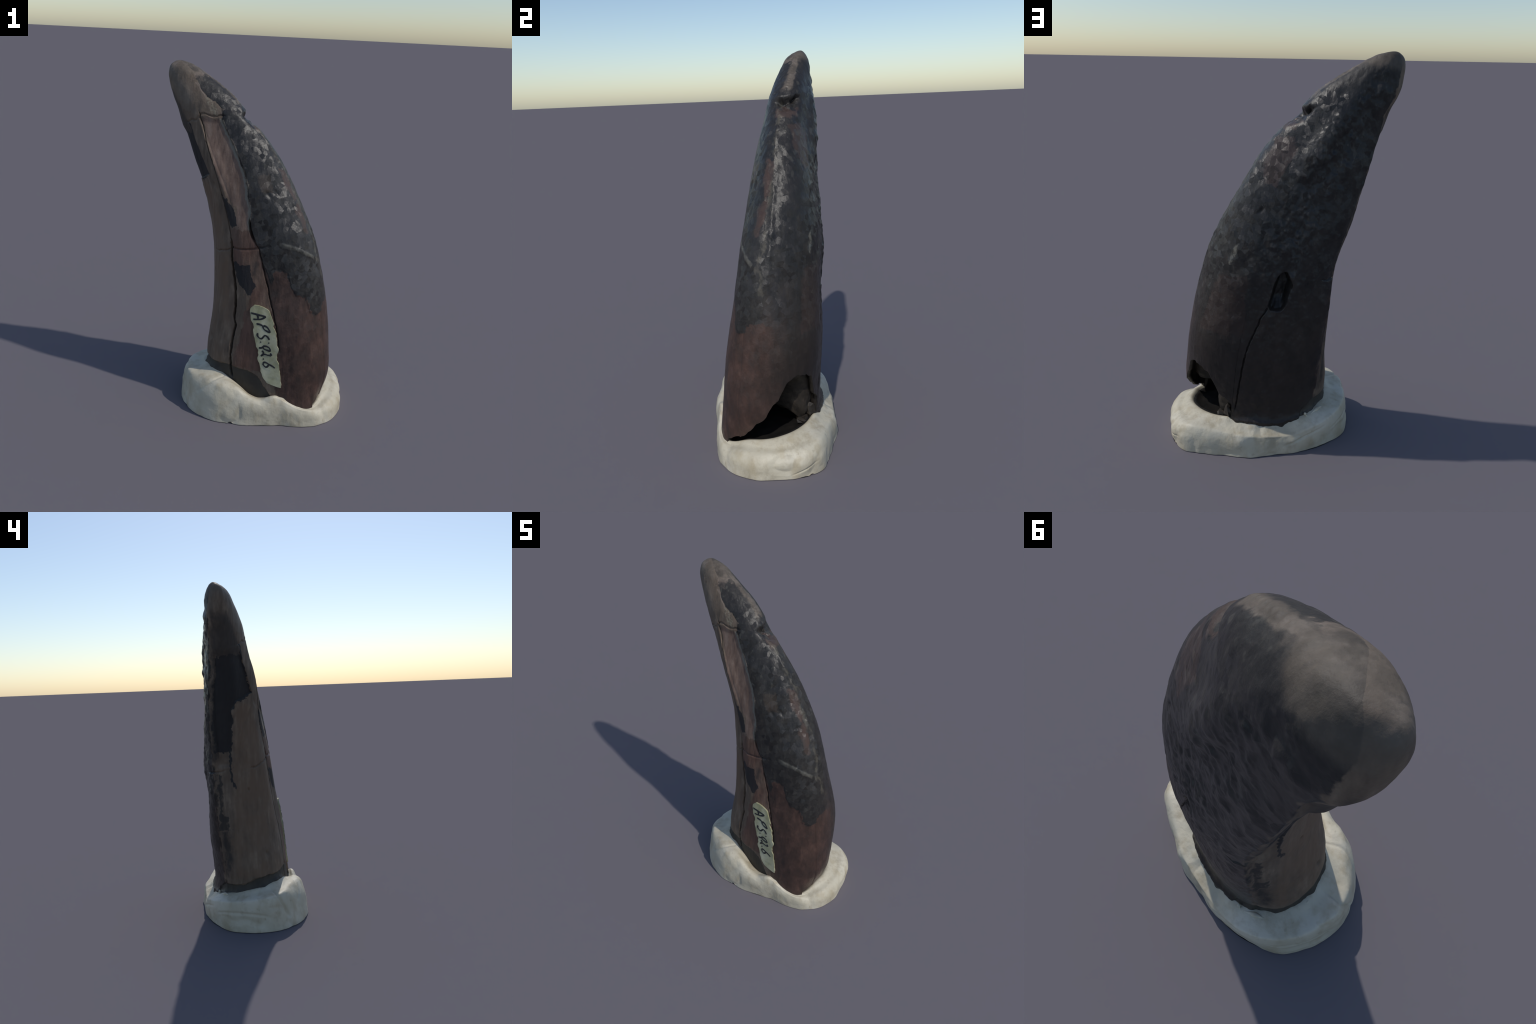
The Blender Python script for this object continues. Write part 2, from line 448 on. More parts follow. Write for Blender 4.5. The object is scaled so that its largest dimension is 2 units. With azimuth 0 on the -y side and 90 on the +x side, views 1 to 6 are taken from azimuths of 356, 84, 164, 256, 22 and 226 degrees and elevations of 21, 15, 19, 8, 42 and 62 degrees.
# ------------------------------------------------------------------ tooth material
def tooth_material():
    N = Nodes("fossil_tooth")
    sep = N.t.nodes.new("ShaderNodeSeparateXYZ")
    N.link(N.coord, sep.inputs[0])
    x, y, z = sep.outputs
    zn = N.mul(z, .5)                                    # 0..1 over the height
    heights = [2 - w * w for w in np.linspace(0, 1.41, 29)]
    wq = np.sqrt(2 - np.array(heights))
    cxs, cys = spline_eval(SECTIONS[:, :1], wq), spline_eval(SECTIONS[:, 1:2], wq)
    cx = N.sub(N.curve(zn, [(h / 2, c + .55) for h, c in zip(heights, cxs)]), .55)
    cy = N.sub(N.curve(zn, [(h / 2, c + .1) for h, c in zip(heights, cys)]), .1)
    ang = N.math("ARCTAN2", N.sub(y, cy), N.sub(x, cx))
    turn = N.math("FRACT", N.add(N.mul(ang, 1 / (2 * math.pi)), 1 - 120 / 360))   # wrapped angle, 0..1
    # ragged copies of the two coordinates
    rag = N.noise(24, 5, .62, (1, 1, .7), 3.0, "Color")
    rs = N.t.nodes.new("ShaderNodeSeparateColor")
    N.link(rag, rs.inputs[0])
    A = N.add(turn, N.mul(N.sub(rs.outputs[0], .5), .045))
    Z = N.add(z, N.mul(N.sub(rs.outputs[1], .5), .085))
    An = N.mul(Z, .5)

    def by_height(points):
        return N.curve(An, [(h / 2, wrapped(a) / 360) for h, a in points])

    def by_angle(points):
        pts = [(wrapped(a) / 360, h / 2) for a, h in points]
        xs, ys = periodic_line([(p * 360, h) for p, h in pts])
        ends = [(0, np.interp(0, xs, ys)), (1, np.interp(360, xs, ys))]
        return N.mul(N.curve(A, pts + ends), 2)

    def patch(left, right, soft=.006, lo=None, hi=None):
        """Mask between two edges given as (height, angle); bounded by their own heights."""
        lo = min(h for h, _ in left) if lo is None else lo
        hi = max(h for h, _ in left) if hi is None else hi
        side = N.min(N.sub(A, by_height(left)), N.sub(by_height(right), A))
        ends = N.min(N.sub(Z, lo), N.sub(hi, Z))
        return N.step(N.min(N.mul(side, 1.6), ends), 0.0, soft)

    fine = N.noise(85, 4, .65)
    grain = N.noise(40, 5, .6, (1, 1, .16), 5.0)
    cloud = N.noise(7, 4, .6, (1, 1, .6), 9.0)
    blotch = N.noise(17, 5, .65, (1, 1, .6), 13.0)

    # dentine: grey brown with long grain
    dentine = N.ramp(N.add(N.mul(grain, .55), N.mul(blotch, .45)), [(.36, DENTINE[0]), (.52, DENTINE[1]), (.66, DENTINE[2])])
    dentine = N.mix(N.step(cloud, .42, .66, 0, .65), dentine, DENTINE[3])
    # reddish brown root side
    root = N.ramp(blotch, [(.30, ROOT[0]), (.50, ROOT[1]), (.72, ROOT[2])])
    root = N.mix(N.step(grain, .4, .75, 0, .35), root, ROOT[0])
    # dark enamel
    enamel = N.ramp(blotch, [(.30, ENAMEL[0]), (.50, ENAMEL[1]), (.68, ENAMEL[2]), (.82, ENAMEL[3])])
    enamel = N.mix(N.step(fine, .5, .75, 0, .25), enamel, ENAMEL[3])

    edge = by_height(ENAMEL_EDGE)
    on_front = N.max(N.step(N.sub(A, edge), -.002, .003), N.step(N.sub(20 / 360, A), -.004, .004))
    above = N.step(N.sub(Z, by_angle(ENAMEL_FOOT)), -.004, .008)

    col = dentine
    # pinkish spalled field beside the upper crack, pale line along its right edge
    pink = patch([(1.12, 236), (1.25, 241), (1.31, 231), (1.40, 226), (1.72, 236)], [(1.12, 262), (1.25, 271), (1.40, 283), (1.60, 292), (1.72, 292)], .012, 1.13, 1.725)
    col = N.mix(N.mul(pink, .85), col, N.ramp(N.noise(30, 4, .6, (1, 1, .25), 21.0), [(.3, PINK[0]), (.5, PINK[1]), (.72, PINK[2])]))
    rim = N.mul(N.step(N.math("ABSOLUTE", N.sub(N.add(A, .008), edge)), .010, .003), patch([(1.10, 240), (1.72, 270)], [(1.10, 300), (1.72, 310)], .01))
    col = N.mix(N.mul(rim, .75), col, PALE)
    # reddish panel beside the middle seam and down behind the label
    red = patch([(.30, 214), (.62, 233), (.70, 240), (.80, 247), (.93, 223), (1.13, 223)], [(.30, 290), (.80, 285), (1.13, 266)], .01, .30, 1.135)
    col = N.mix(N.mul(red, N.step(cloud, .35, .6, .45, .95)), col, N.ramp(grain, [(.3, RED[0]), (.6, RED[1])]))

    # round the back the enamel fades into a near-black brown root
    rear = N.max(N.step(A, .58, .68), N.step(A, .07, .04))
    low = N.step(N.add(Z, N.mul(N.sub(cloud, .5), .5)), .62, 1.02)
    root = N.mix(rear, root, N.ramp(blotch, [(.35, ROOT_REAR[0]), (.65, ROOT_REAR[1])]))
    above = N.add(N.mul(above, N.sub(1.0, rear)), N.mul(low, rear))
    slab = patch([(.28, 150), (.70, 152), (.95, 158), (1.36, 168)], [(.28, 212), (.95, 217), (1.36, 206)], .03)
    col = N.mix(N.mul(slab, N.step(cloud, .32, .62, .1, .6)), col, SLAB)
    front = N.mix(above, root, enamel)
    col = N.mix(on_front, col, front)

    # rear faces below the middle seam are browner and even
    # lighter bared streaks in the enamel
    for left, right, strength, tone in (
            ([(1.30, 331), (1.35, 328), (1.42, 331), (1.47, 331)], [(1.30, 339), (1.35, 341), (1.42, 343), (1.47, 341)], .42, PINK[0]),
            ([(1.11, 328), (1.18, 324), (1.26, 327), (1.29, 331)], [(1.11, 332), (1.18, 334), (1.26, 338), (1.29, 338)], .36, PINK[0]),
            ([(1.345, 296), (1.40, 299), (1.445, 303)], [(1.345, 314), (1.40, 318), (1.445, 321)], .38, DENTINE[0]),
            ([(1.40, 376), (1.455, 366), (1.51, 359.5), (1.57, 356), (1.63, 350)], [(1.40, 392), (1.455, 389), (1.51, 389), (1.57, 387), (1.63, 368)], .36, PINK[0]),
            ([(1.16, 327), (1.25, 330), (1.47, 333)], [(1.16, 333), (1.25, 336), (1.47, 339)], .32, RED[0]),
            ([(1.03, 18), (1.135, 18)], [(1.03, 22), (1.135, 23)], .5, PALE),
            ([(.66, 8), (.80, 9), (.97, 10)], [(.66, 55), (.80, 50), (.97, 45)], .35, ROOT[1]),
            ([(1.65, 334), (1.70, 332)], [(1.65, 366), (1.70, 366)], .45, PINK[0])):
        col = N.mix(N.mul(patch(left, right, .01), strength), col, tone)

    # pale worn line along the front keel, broken up; tan stripe on the tip's keel
    keel = N.math("ABSOLUTE", N.sub(A, N.curve(An, [(h / 2, wrapped(a) / 360) for h, a in ((.8, 338), (.92, 336), (1.0, 332), (1.09, 336), (1.25, 338.5), (1.42, 341), (1.6, 341), (1.7, 338), (1.78, 343), (1.9, 347), (2, 348))])))
    worn_line = N.mul(N.mul(N.step(keel, .009, .003), N.step(N.noise(26, 3, .6, (1, 1, .5), 31.0), .42, .58)), N.mul(N.step(Z, .82, .9), N.step(Z, 1.74, 1.70)))
    col = N.mix(N.mul(worn_line, .20), col, PALE_WARM)
    # specular glints of the upper enamel, painted in as pale speckle
    spk = N.mul(N.step(N.noise(34, 2, .5, (1, 1, .6), 41.0), .60, .70), N.mul(N.mul(on_front, N.step(z, 1.2, 1.45)), N.step(A, .40, .5)))
    col = N.mix(N.mul(spk, .15), col, PALE)

    # tip: tan cap, tan keel stripe
    cap = N.step(N.add(Z, N.mul(N.noise(9, 3, .6, (1, 1, 1), 51.0), .06)), 1.945, 1.985)
    stripe = N.mul(N.step(keel, .026, .014), N.step(Z, 1.775, 1.80))
    tip_side = N.mul(N.mul(N.step(Z, 1.735, 1.75), N.step(N.sub(edge, A), -.002, .004)), N.step(A, 60 / 360, 75 / 360))
    tan = N.ramp(N.noise(11, 5, .6, (1, 1, .5), 55.0), [(.3, TAN[0]), (.5, TAN[1]), (.7, TAN[2])])
    col = N.mix(N.mul(tip_side, .8), col, N.mix(.45, tan, dentine))
    col = N.mix(N.mul(N.max(N.mul(cap, N.step(cloud, .3, .6, .35, .9)), N.mul(stripe, .75)), .9), col, tan)
    blush = N.max(patch([(1.90, 288), (1.935, 290), (1.965, 300)], [(1.90, 300), (1.935, 338), (1.965, 342)], .035), patch([(1.81, 279), (1.91, 278)], [(1.81, 287), (1.85, 285), (1.91, 290)], .012))
    col = N.mix(N.mul(blush, N.step(blotch, .35, .6, .2, .65)), col, BLUSH)
    # crumbly yellowish knot above the tip seam
    knot = patch([(1.735, 272), (1.80, 275), (1.83, 280)], [(1.735, 290), (1.80, 296), (1.83, 290)], .01)
    col = N.mix(N.mul(knot, N.step(fine, .42, .62, 0, .8)), col, PALE_WARM)

    # black patches left in the cracks' lee
    black = N.max(
        patch([(1.14, 223), (1.25, 221.5), (1.305, 222)], [(1.14, 240), (1.19, 240), (1.235, 237.5), (1.27, 234.5), (1.305, 231)], .004),
        patch([(.77, 239), (.80, 236), (.805, 229), (.835, 225), (.87, 222.5), (.93, 222)], [(.77, 247), (.80, 254), (.82, 256), (.86, 251), (.92, 250), (.945, 250)], .004, .765, .94))
    # black sheet of the hollow inner face
    black = N.max(black, patch([(1.30, 143), (1.45, 144), (1.53, 145), (1.60, 148), (1.63, 160)], [(1.30, 164), (1.36, 173), (1.385, 186), (1.375, 197), (1.41, 207), (1.44, 204), (1.50, 200), (1.58, 196), (1.63, 192)], .004))
    black = N.max(black, patch([(1.075, 143), (1.30, 143)], [(1.075, 162), (1.17, 163), (1.30, 166)], .004, 1.07, 1.31))
    black = N.max(black, patch([(.85, 157), (1.08, 156.5)], [(.85, 160), (.97, 160.5), (1.08, 162)], .003))
    black = N.max(black, patch([(1.42, 186), (1.50, 189), (1.68, 190)], [(1.42, 204), (1.50, 196), (1.68, 196)], .004))
    col = N.mix(N.mul(black, .93), col, BLACK)
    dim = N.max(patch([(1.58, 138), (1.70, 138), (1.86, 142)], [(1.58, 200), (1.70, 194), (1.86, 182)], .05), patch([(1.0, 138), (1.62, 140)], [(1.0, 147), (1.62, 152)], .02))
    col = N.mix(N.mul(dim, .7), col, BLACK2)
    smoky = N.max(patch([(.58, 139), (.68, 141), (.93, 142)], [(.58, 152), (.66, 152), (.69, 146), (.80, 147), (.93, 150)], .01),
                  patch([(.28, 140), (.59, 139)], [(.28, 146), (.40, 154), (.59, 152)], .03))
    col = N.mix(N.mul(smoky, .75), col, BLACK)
    smudge = patch([(.86, 250), (.97, 252)], [(.86, 262), (.97, 268)], .03)
    col = N.mix(N.mul(smudge, .6), col, BLACK2)

    # pale scar along the middle seam on the front
    seam = N.sub(z, by_angle([(a, h) for a, h in MID_SEAM]))
    scar = N.mul(N.step(N.math("ABSOLUTE", N.add(seam, .01)), .020, .008), patch([(.9, 296), (1.15, 296)], [(.9, 328), (1.15, 328)], .01))
    col = N.mix(N.mul(scar, N.step(blotch, .35, .6, .1, .38)), col, PALE)
    # putty in the recess under the fractured foot
    putty = N.step(N.sub(by_angle(FRACTURE_FOOT), N.add(z, N.mul(N.sub(Z, z), .35))), -.002, .004)
    col = N.mix(putty, col, N.ramp(blotch, [(.35, PUTTY[0]), (.65, PUTTY[1])]))

    crown = N.mul(on_front, N.step(Z, 1.93, 1.80))
    facets = N.vec("SUBTRACT", N.voronoi(38, "F1", "Color"), (.5, .5, .5))
    geo = N.t.nodes.new("ShaderNodeNewGeometry")
    tilt = N.vec("SCALE", facets, N.mul(crown, N.step(above, 0, 1, .11, .33)))
    nrm = N.vec("NORMALIZE", N.vec("ADD", geo.outputs["Normal"], tilt))
    nrm = N.bump(N.add(fine, N.mul(grain, .8)), .35, .004, nrm)
    rough = N.mix(crown, (.60, .60, .60), (.39, .39, .39))
    rough = N.add(N.mul(N.sub(fine, .5), .15), rough)
    return N.finish(col, rough, nrm, .34)


DENTINE = [srgb(84, 72, 61), srgb(110, 95, 81), srgb(136, 119, 102), srgb(95, 79, 66)]
ROOT = [srgb(52, 43, 39), srgb(68, 52, 46), srgb(88, 67, 59)]
ROOT_REAR = [srgb(40, 36, 33), srgb(52, 45, 41)]
ENAMEL = [srgb(34, 33, 32), srgb(43, 41, 40), srgb(54, 51, 48), srgb(84, 80, 73)]
PINK = [srgb(92, 73, 64), srgb(116, 95, 84), srgb(138, 118, 105)]
RED = [srgb(78, 57, 48), srgb(102, 76, 65)]
TAN = [srgb(74, 67, 58), srgb(102, 92, 81), srgb(136, 124, 112)]
SLAB = srgb(116, 93, 74)
BLUSH = srgb(146, 130, 117)
PALE = srgb(126, 123, 112)
PALE_WARM = srgb(136, 128, 110)
BLACK = srgb(32, 33, 36)
BLACK2 = srgb(44, 43, 43)
PUTTY = [srgb(54, 50, 45), srgb(68, 63, 56)]


# ------------------------------------------------------------------ build the tooth
def build_tooth(parent, material, broken):
    cols = 720
    theta = np.linspace(0, 2 * np.pi, cols, endpoint=False)
    deg = np.degrees(theta)
    z_tip = np.interp(deg, *periodic_line(TIP_SEAM))
    z_mid = np.interp(deg, *periodic_line(MID_SEAM))
    ox, oy = line(OPENING)
    z_low = np.maximum(np.interp(deg, ox, oy, .03, .03), np.interp(deg + 360, ox, oy, .03, .03))
    torn = np.stack([np.cos(theta) * 9, np.sin(theta) * 9, z_low * 0], -1)
    z_low = np.where(z_low > .06, z_low + .012 * fbm(torn * 1.6, 3), z_low)

    n_tip, n_crown, n_root = 150, 270, 330
    w_top = np.sqrt(TOP - z_tip)
    t = (np.arange(1, n_tip + 1) / n_tip)[:, None]
    z_a = TOP - (w_top[None] * t) ** 2
    t = (np.arange(1, n_crown + 1) / n_crown)[:, None]
    z_b = z_tip + (z_mid - z_tip) * t
    t = (np.arange(1, n_root + 1) / n_root)[:, None]
    z_c = z_mid + (z_low - z_mid) * t
    z = np.vstack([z_a, z_b, z_c])
    rows = len(z)
    p, r = loft(theta, z)
    n = loft_normal(theta, z)
    outer = p + n * relief(theta, z, p, r)[..., None]

    # hollow of the root: inner wall from the broken edge up to a closed roof
    inner_rows = np.arange(rows - 1, rows - 231, -3)
    thick = .020 + .028 * smooth(0, .16, z[inner_rows] - z_low) + .006 * fbm(p[inner_rows] * 14, 2)
    inner = p[inner_rows] - n[inner_rows] * thick[..., None]
    lift = outer[inner_rows] - p[inner_rows]
    inner[0] = outer[rows - 1] - n[rows - 1] * .016
    roof = inner[-1].mean(0) + (0, 0, .06)

    apex = np.array([[SECTIONS[0, 0], SECTIONS[0, 1], TOP]])
    verts = np.vstack([apex, outer.reshape(-1, 3), inner.reshape(-1, 3), roof[None]])
    j = np.arange(cols)
    k = (j + 1) % cols
    cap = np.stack([np.zeros(cols, int), 1 + j, 1 + k], -1)
    shell = grid_faces(rows, cols, True, 1)
    last = 1 + (rows - 1) * cols
    first_in = 1 + rows * cols
    rim = np.stack([last + j, first_in + j, first_in + k, last + k], -1)
    hollow = grid_faces(len(inner), cols, True, first_in)
    end_in = first_in + (len(inner) - 1) * cols
    roof_f = np.stack([end_in + j, np.full(cols, len(verts) - 1), end_in + k], -1)

    faces = list(cap) + list(shell) + list(rim) + list(hollow) + list(roof_f)
    whole = new_mesh("tooth_whole", verts, faces)
    normals = np.empty(len(verts) * 3, np.float32)
    whole.vertex_normals.foreach_get("vector", normals)
    normals = normals.reshape(-1, 3)
    bpy.data.meshes.remove(whole)

    nf = cols
    cut1, cut2 = (n_tip - 1) * cols, (n_tip + n_crown - 1) * cols
    groups = {
        "tooth_tip": (list(cap) + list(shell[:cut1])),
        "tooth_crown": list(shell[cut1:cut2]),
        "tooth_root": list(shell[cut2:]) + list(rim) + list(hollow) + list(roof_f),
    }
    for name, fs in groups.items():
        used = np.unique(np.concatenate(fs))
        remap = np.full(len(verts), -1)
        remap[used] = np.arange(len(used))
        me = new_mesh(name, verts[used], [remap[f] for f in fs])
        me.normals_split_custom_set_from_vertices([tuple(v) for v in normals[used].tolist()])
        ob = add(name, me, parent, material)
        if name == "tooth_root":
            me.materials.append(broken)
            index = np.zeros(len(fs), np.int32)
            index[len(shell) - cut2:] = 1
            me.polygons.foreach_set("material_index", index)


# ------------------------------------------------------------------ clay collar
# foot print radius, crest height and crest inset by azimuth round (0.05, 0)
CLAY_CENTRE = (0.05, 0.0)
CLAY_FOOT = [(0, .499), (8, .502), (15, .493), (22, .464), (30, .412), (45, .356), (60, .335), (75, .32), (90, .318), (105, .337), (120, .375), (135, .423), (150, .473), (165, .492), (180, .506),
             (195, .497), (210, .464), (225, .421), (240, .374), (255, .35), (270, .339), (285, .345), (300, .4), (312, .45), (322, .478), (330, .494), (345, .497)]
CLAY_CREST = [(0, .125), (10, .135), (20, .148), (30, .145), (45, .132), (60, .122), (80, .113), (96, .108), (111, .113), (120, .132), (130, .15), (143, .172), (150, .18), (161, .190), (175, .205), (187, .215),
              (192, .225), (198, .226), (206, .232), (215, .238), (225, .236), (235, .222), (245, .196), (254, .172), (265, .158), (273, .182), (280, .196), (288, .172), (294, .145), (302, .115), (311, .098), (320, .10), (330, .12), (347, .122)]
CLAY_INSET = [(0, .055), (20, .05), (45, .026), (90, .012), (130, .014), (150, .022), (165, .028), (185, .034), (194, .06), (205, .095), (225, .095), (235, .078), (245, .056), (254, .038), (265, .03), (285, .025), (300, .03), (312, .03), (325, .05)]
# height at which clay meets the tooth, by the tooth's own angle
CLAY_CONTACT = [(0, .165), (30, .17), (48, .178), (56, .165), (73, .165), (90, .155), (106, .15), (119, .160), (128, .168), (135, .176), (147, .190), (157, .212), (166, .220), (180, .236), (190, .255), (197, .256),
                (204, .245), (215, .222), (225, .192), (236, .155), (249, .142), (263, .155), (277, .186), (286, .18), (296, .138), (304, .106), (310, .104), (320, .118), (330, .142)]


def build_clay(parent, material):
    cols = 480
    phi = np.linspace(0, 2 * np.pi, cols, endpoint=False)
    deg = np.degrees(phi)
    foot = np.interp(deg, *periodic_line(CLAY_FOOT))
    kern = np.exp(-(np.arange(-12, 13) / 5.0) ** 2)
    kern /= kern.sum()
    blur = lambda a: np.convolve(np.r_[a[-12:], a, a[:12]], kern, "valid")
    foot, crest = blur(foot), blur(np.interp(deg, *periodic_line(CLAY_CREST)))
    inset = blur(np.interp(deg, *periodic_line(CLAY_INSET)))

    # where the tooth stands, seen from the collar's centre
    tth = np.linspace(0, 2 * np.pi, 1440, endpoint=False)
    contact_h = np.interp(np.degrees(tth), *periodic_line(CLAY_CONTACT))
    lap = np.stack([np.cos(tth) * 7, np.sin(tth) * 7, tth * 0], -1)
    contact_h = contact_h + (.006 + .012 * fbm(lap * 1.5, 3)) * smooth(95, 130, np.degrees(tth)) * (1 - smooth(190, 230, np.degrees(tth)))
    pc, _ = loft(tth, contact_h[None])
    pc = pc[0]
    q = pc[:, :2] - CLAY_CENTRE
    qa = np.degrees(np.arctan2(q[:, 1], q[:, 0])) % 360
    qr = np.hypot(q[:, 0], q[:, 1])
    o = np.argsort(qa)
    fetch = lambda v: np.interp(deg, np.r_[qa[o] - 360, qa[o], qa[o] + 360], np.r_[v[o], v[o], v[o]])
    c_r, c_h = blur(fetch(qr)), blur(fetch(contact_h))
    crest_r = np.maximum(foot - inset, c_r + .012)

    # profile from the hollow inside, over the crest, down the bulging side, to the ground
    bulge = .001 + .002 * np.sin(3 * phi + 1)
    stations = [
        (c_r * .0, c_h * 0 + .05), (c_r * .35, c_h * 0 + .05), (c_r * .65, c_h * 0 + .05), (c_r * .84, c_h * .3 + .02), (c_r - .026, c_h - .014), (c_r - .004, c_h),
        (c_r * .6 + crest_r * .4, c_h * .55 + crest * .45 - .005), (np.maximum(crest_r - .016, c_r * .5 + crest_r * .5), crest - .001), (crest_r + .010, crest - .002),
        (crest_r * .55 + (foot + bulge) * .45, crest - .012), (foot - (inset - .025) * .45 * smooth(.12, .25, crest) + bulge * .9, crest * .72), (foot - (inset - .025) * .2 * smooth(.12, .25, crest) + bulge * 1.2, crest * .42), (foot + bulge * .5, .03), (foot + .002, .012), (foot + .001, 0.0), (foot - .003, 0.0), (foot * .96, .0), (foot * .5, .0), (foot * 0, .0)]
    S = np.array([[s[0] + phi * 0, s[1] + phi * 0] for s in stations])        # (stations, 2, cols)
    keys = np.arange(len(S))
    fine = np.linspace(0, len(S) - 1, 8 * (len(S) - 1) + 1)
    i = np.minimum(fine.astype(int), len(S) - 2)
    u = (fine - i)[:, None, None]
    prof = S[i] * (1 - u) + S[i + 1] * u
    soft = np.exp(-(np.arange(-12, 13) / 6.5) ** 2)           # thumb-rounded corners
    soft /= soft.sum()
    pad = np.concatenate([prof[:1].repeat(12, 0), prof, prof[-1:].repeat(12, 0)])
    blurred = sum(w * pad[k:k + len(prof)] for k, w in enumerate(soft))
    prof = blurred
    low = smooth(11.5, 13.5, fine)[:, None]
    prof[:, 1] = np.maximum(prof[:, 1] - .006 * low, 0)
    rad = np.maximum(prof[:, 0], 0)
    hgt = np.maximum(prof[:, 1], 0)
    x = CLAY_CENTRE[0] + rad * np.cos(phi)
    y = CLAY_CENTRE[1] + rad * np.sin(phi)
    p = np.stack([x, y, hgt], -1)
    # hand-pressed relief on the free surface
    t = fine[:, None]
    free = smooth(4.5, 6.5, t) * (1 - smooth(14.2, 15.0, t))
    dd = .010 * fbm(p * 6 + 5, 2) + .0050 * fbm(p * 13 + 9, 2) + .0012 * fbm(p * 40, 2) - .006 * np.clip(.18 - np.abs(fbm(p * 5 + 61, 2)), 0, 1) / .18
    # pressed folds
    A = np.broadcast_to(deg, hgt.shape)
    fold = lambda a0, slope, lo, hi, wdt, dep: -dep * np.exp(-((((A - a0 - slope * (hgt - .1)) + 180) % 360 - 180) * np.pi / 180 * .45 / wdt) ** 2) * smooth(lo, lo + .03, hgt) * (1 - smooth(hi - .03, hi, hgt))
    dd += fold(192, -60, .05, .24, .008, .010) + fold(24, 300, .01, .08, .006, .008) + fold(203, 90, .12, .32, .01, .006)
    arc = .115 - .00006 * (A - 158) ** 2
    dd -= .006 * np.exp(-((hgt - arc) / .006) ** 2) * smooth(135, 142, A) * (1 - smooth(172, 182, A))
    arc2 = .05 + .0022 * (A - 100)
    dd -= .005 * np.exp(-((hgt - arc2) / .006) ** 2) * smooth(95, 105, A) * (1 - smooth(125, 135, A))
    outward = np.stack([np.cos(phi) * np.ones_like(hgt), np.sin(phi) * np.ones_like(hgt), .6 * smooth(10.5, 8, t) * np.ones_like(hgt)], -1)
    p = p + outward * (dd * free)[..., None]
    p[..., :2] -= outward[..., :2] * (.0005 * smooth(6, 8, t) * (1 - smooth(14.2, 15, t)))[..., None]
    p[..., 2] = np.maximum(p[..., 2], 0)
    # two nicks in the lower edge
    for nx, ny, wd, up in ((-.152, -.327, .016, .022), (.543, .10, .016, .020)):
        dist = np.hypot(p[..., 0] - nx, (p[..., 1] - ny))
        lim = up * 1.2 * np.clip(1 - dist / (wd * 1.15), 0, 1)
        p[..., 2] = np.maximum(p[..., 2], lim)
    verts = p.reshape(-1, 3)
    faces = grid_faces(len(fine), cols, True)[:, ::-1]
    me = new_mesh("clay_collar", verts, faces[:, ::-1])
    collar = add("clay_collar", me, parent, material)

    # smeared curls of clay drawn up against the tooth at the rear
    for path, rad in (
            ([(132, .152, .030), (138, .176, .026), (143, .184, .028), (148, .172, .034), (154, .166, .036), (160, .176, .034)], .0085),
            ([(160, .180, .034), (165, .198, .028), (168, .214, .022), (171, .220, .016)], .0075),
            ([(160, .184, .032), (161, .172, .044), (162, .155, .055)], .009),
            ([(133, .150, .030), (131, .168, .024), (130, .184, .018)], .006)):
        k = np.linspace(0, len(path) - 1, 40)
        a, h, off = (np.interp(k, np.arange(len(path)), np.array(path)[:, i]) for i in range(3))
        th = np.radians(a)
        spine = np.array([loft(np.array([t]), np.array([[v]]))[0][0, 0] + loft_normal(np.array([t]), np.array([[v]]))[0, 0] * o for t, v, o in zip(th, h, off)])
        tang = np.gradient(spine, axis=0)
        tang /= np.linalg.norm(tang, axis=1)[:, None]
        e1 = np.cross(tang, (0, 0, 1))
        e1 /= np.linalg.norm(e1, axis=1)[:, None]
        e2 = np.cross(e1, tang)
        w = np.linspace(0, 2 * np.pi, 12, endpoint=False)
        r = rad * np.sqrt(np.clip(np.minimum(np.arange(40), np.arange(40)[::-1]) / 8, .02, 1)) * (1 + .3 * np.sin(k * 5))
        tube = spine[:, None] + r[:, None, None] * (e1[:, None] * np.cos(w)[None, :, None] + e2[:, None] * np.sin(w)[None, :, None])
        me = new_mesh("clay_smear", tube.reshape(-1, 3), grid_faces(40, 12, True))
        add("clay_smear", me, collar, material)


def clay_material():
    N = Nodes("pale_clay")
    cloud = N.noise(4.5, 4, .55, (1, 1, 1), 2.0)
    streak = N.noise(16, 4, .55, (1, 1, .45), 6.0)
    fine = N.noise(70, 4, .6)
    col = N.ramp(cloud, [(.3, CLAY[0]), (.5, CLAY[1]), (.7, CLAY[2])])
    col = N.mix(N.step(streak, .46, .70, 0, .65), col, CLAY[3])
    col = N.mix(N.step(N.noise(9, 5, .65, (1, 1.2, .8), 23.0), .50, .72, 0, .5), col, CLAY[4])
    col = N.mix(N.step(N.noise(28, 3, .5, (1, 1, 1), 12.0), .64, .74, 0, .35), col, CLAY[4])
    nrm = N.bump(N.add(fine, N.mul(streak, 2.0)), .25, .006)
    return N.finish(col, .52, nrm, .5)


CLAY = [srgb(182, 173, 151), srgb(195, 187, 166), srgb(207, 200, 182), srgb(174, 161, 134), srgb(148, 135, 111)]


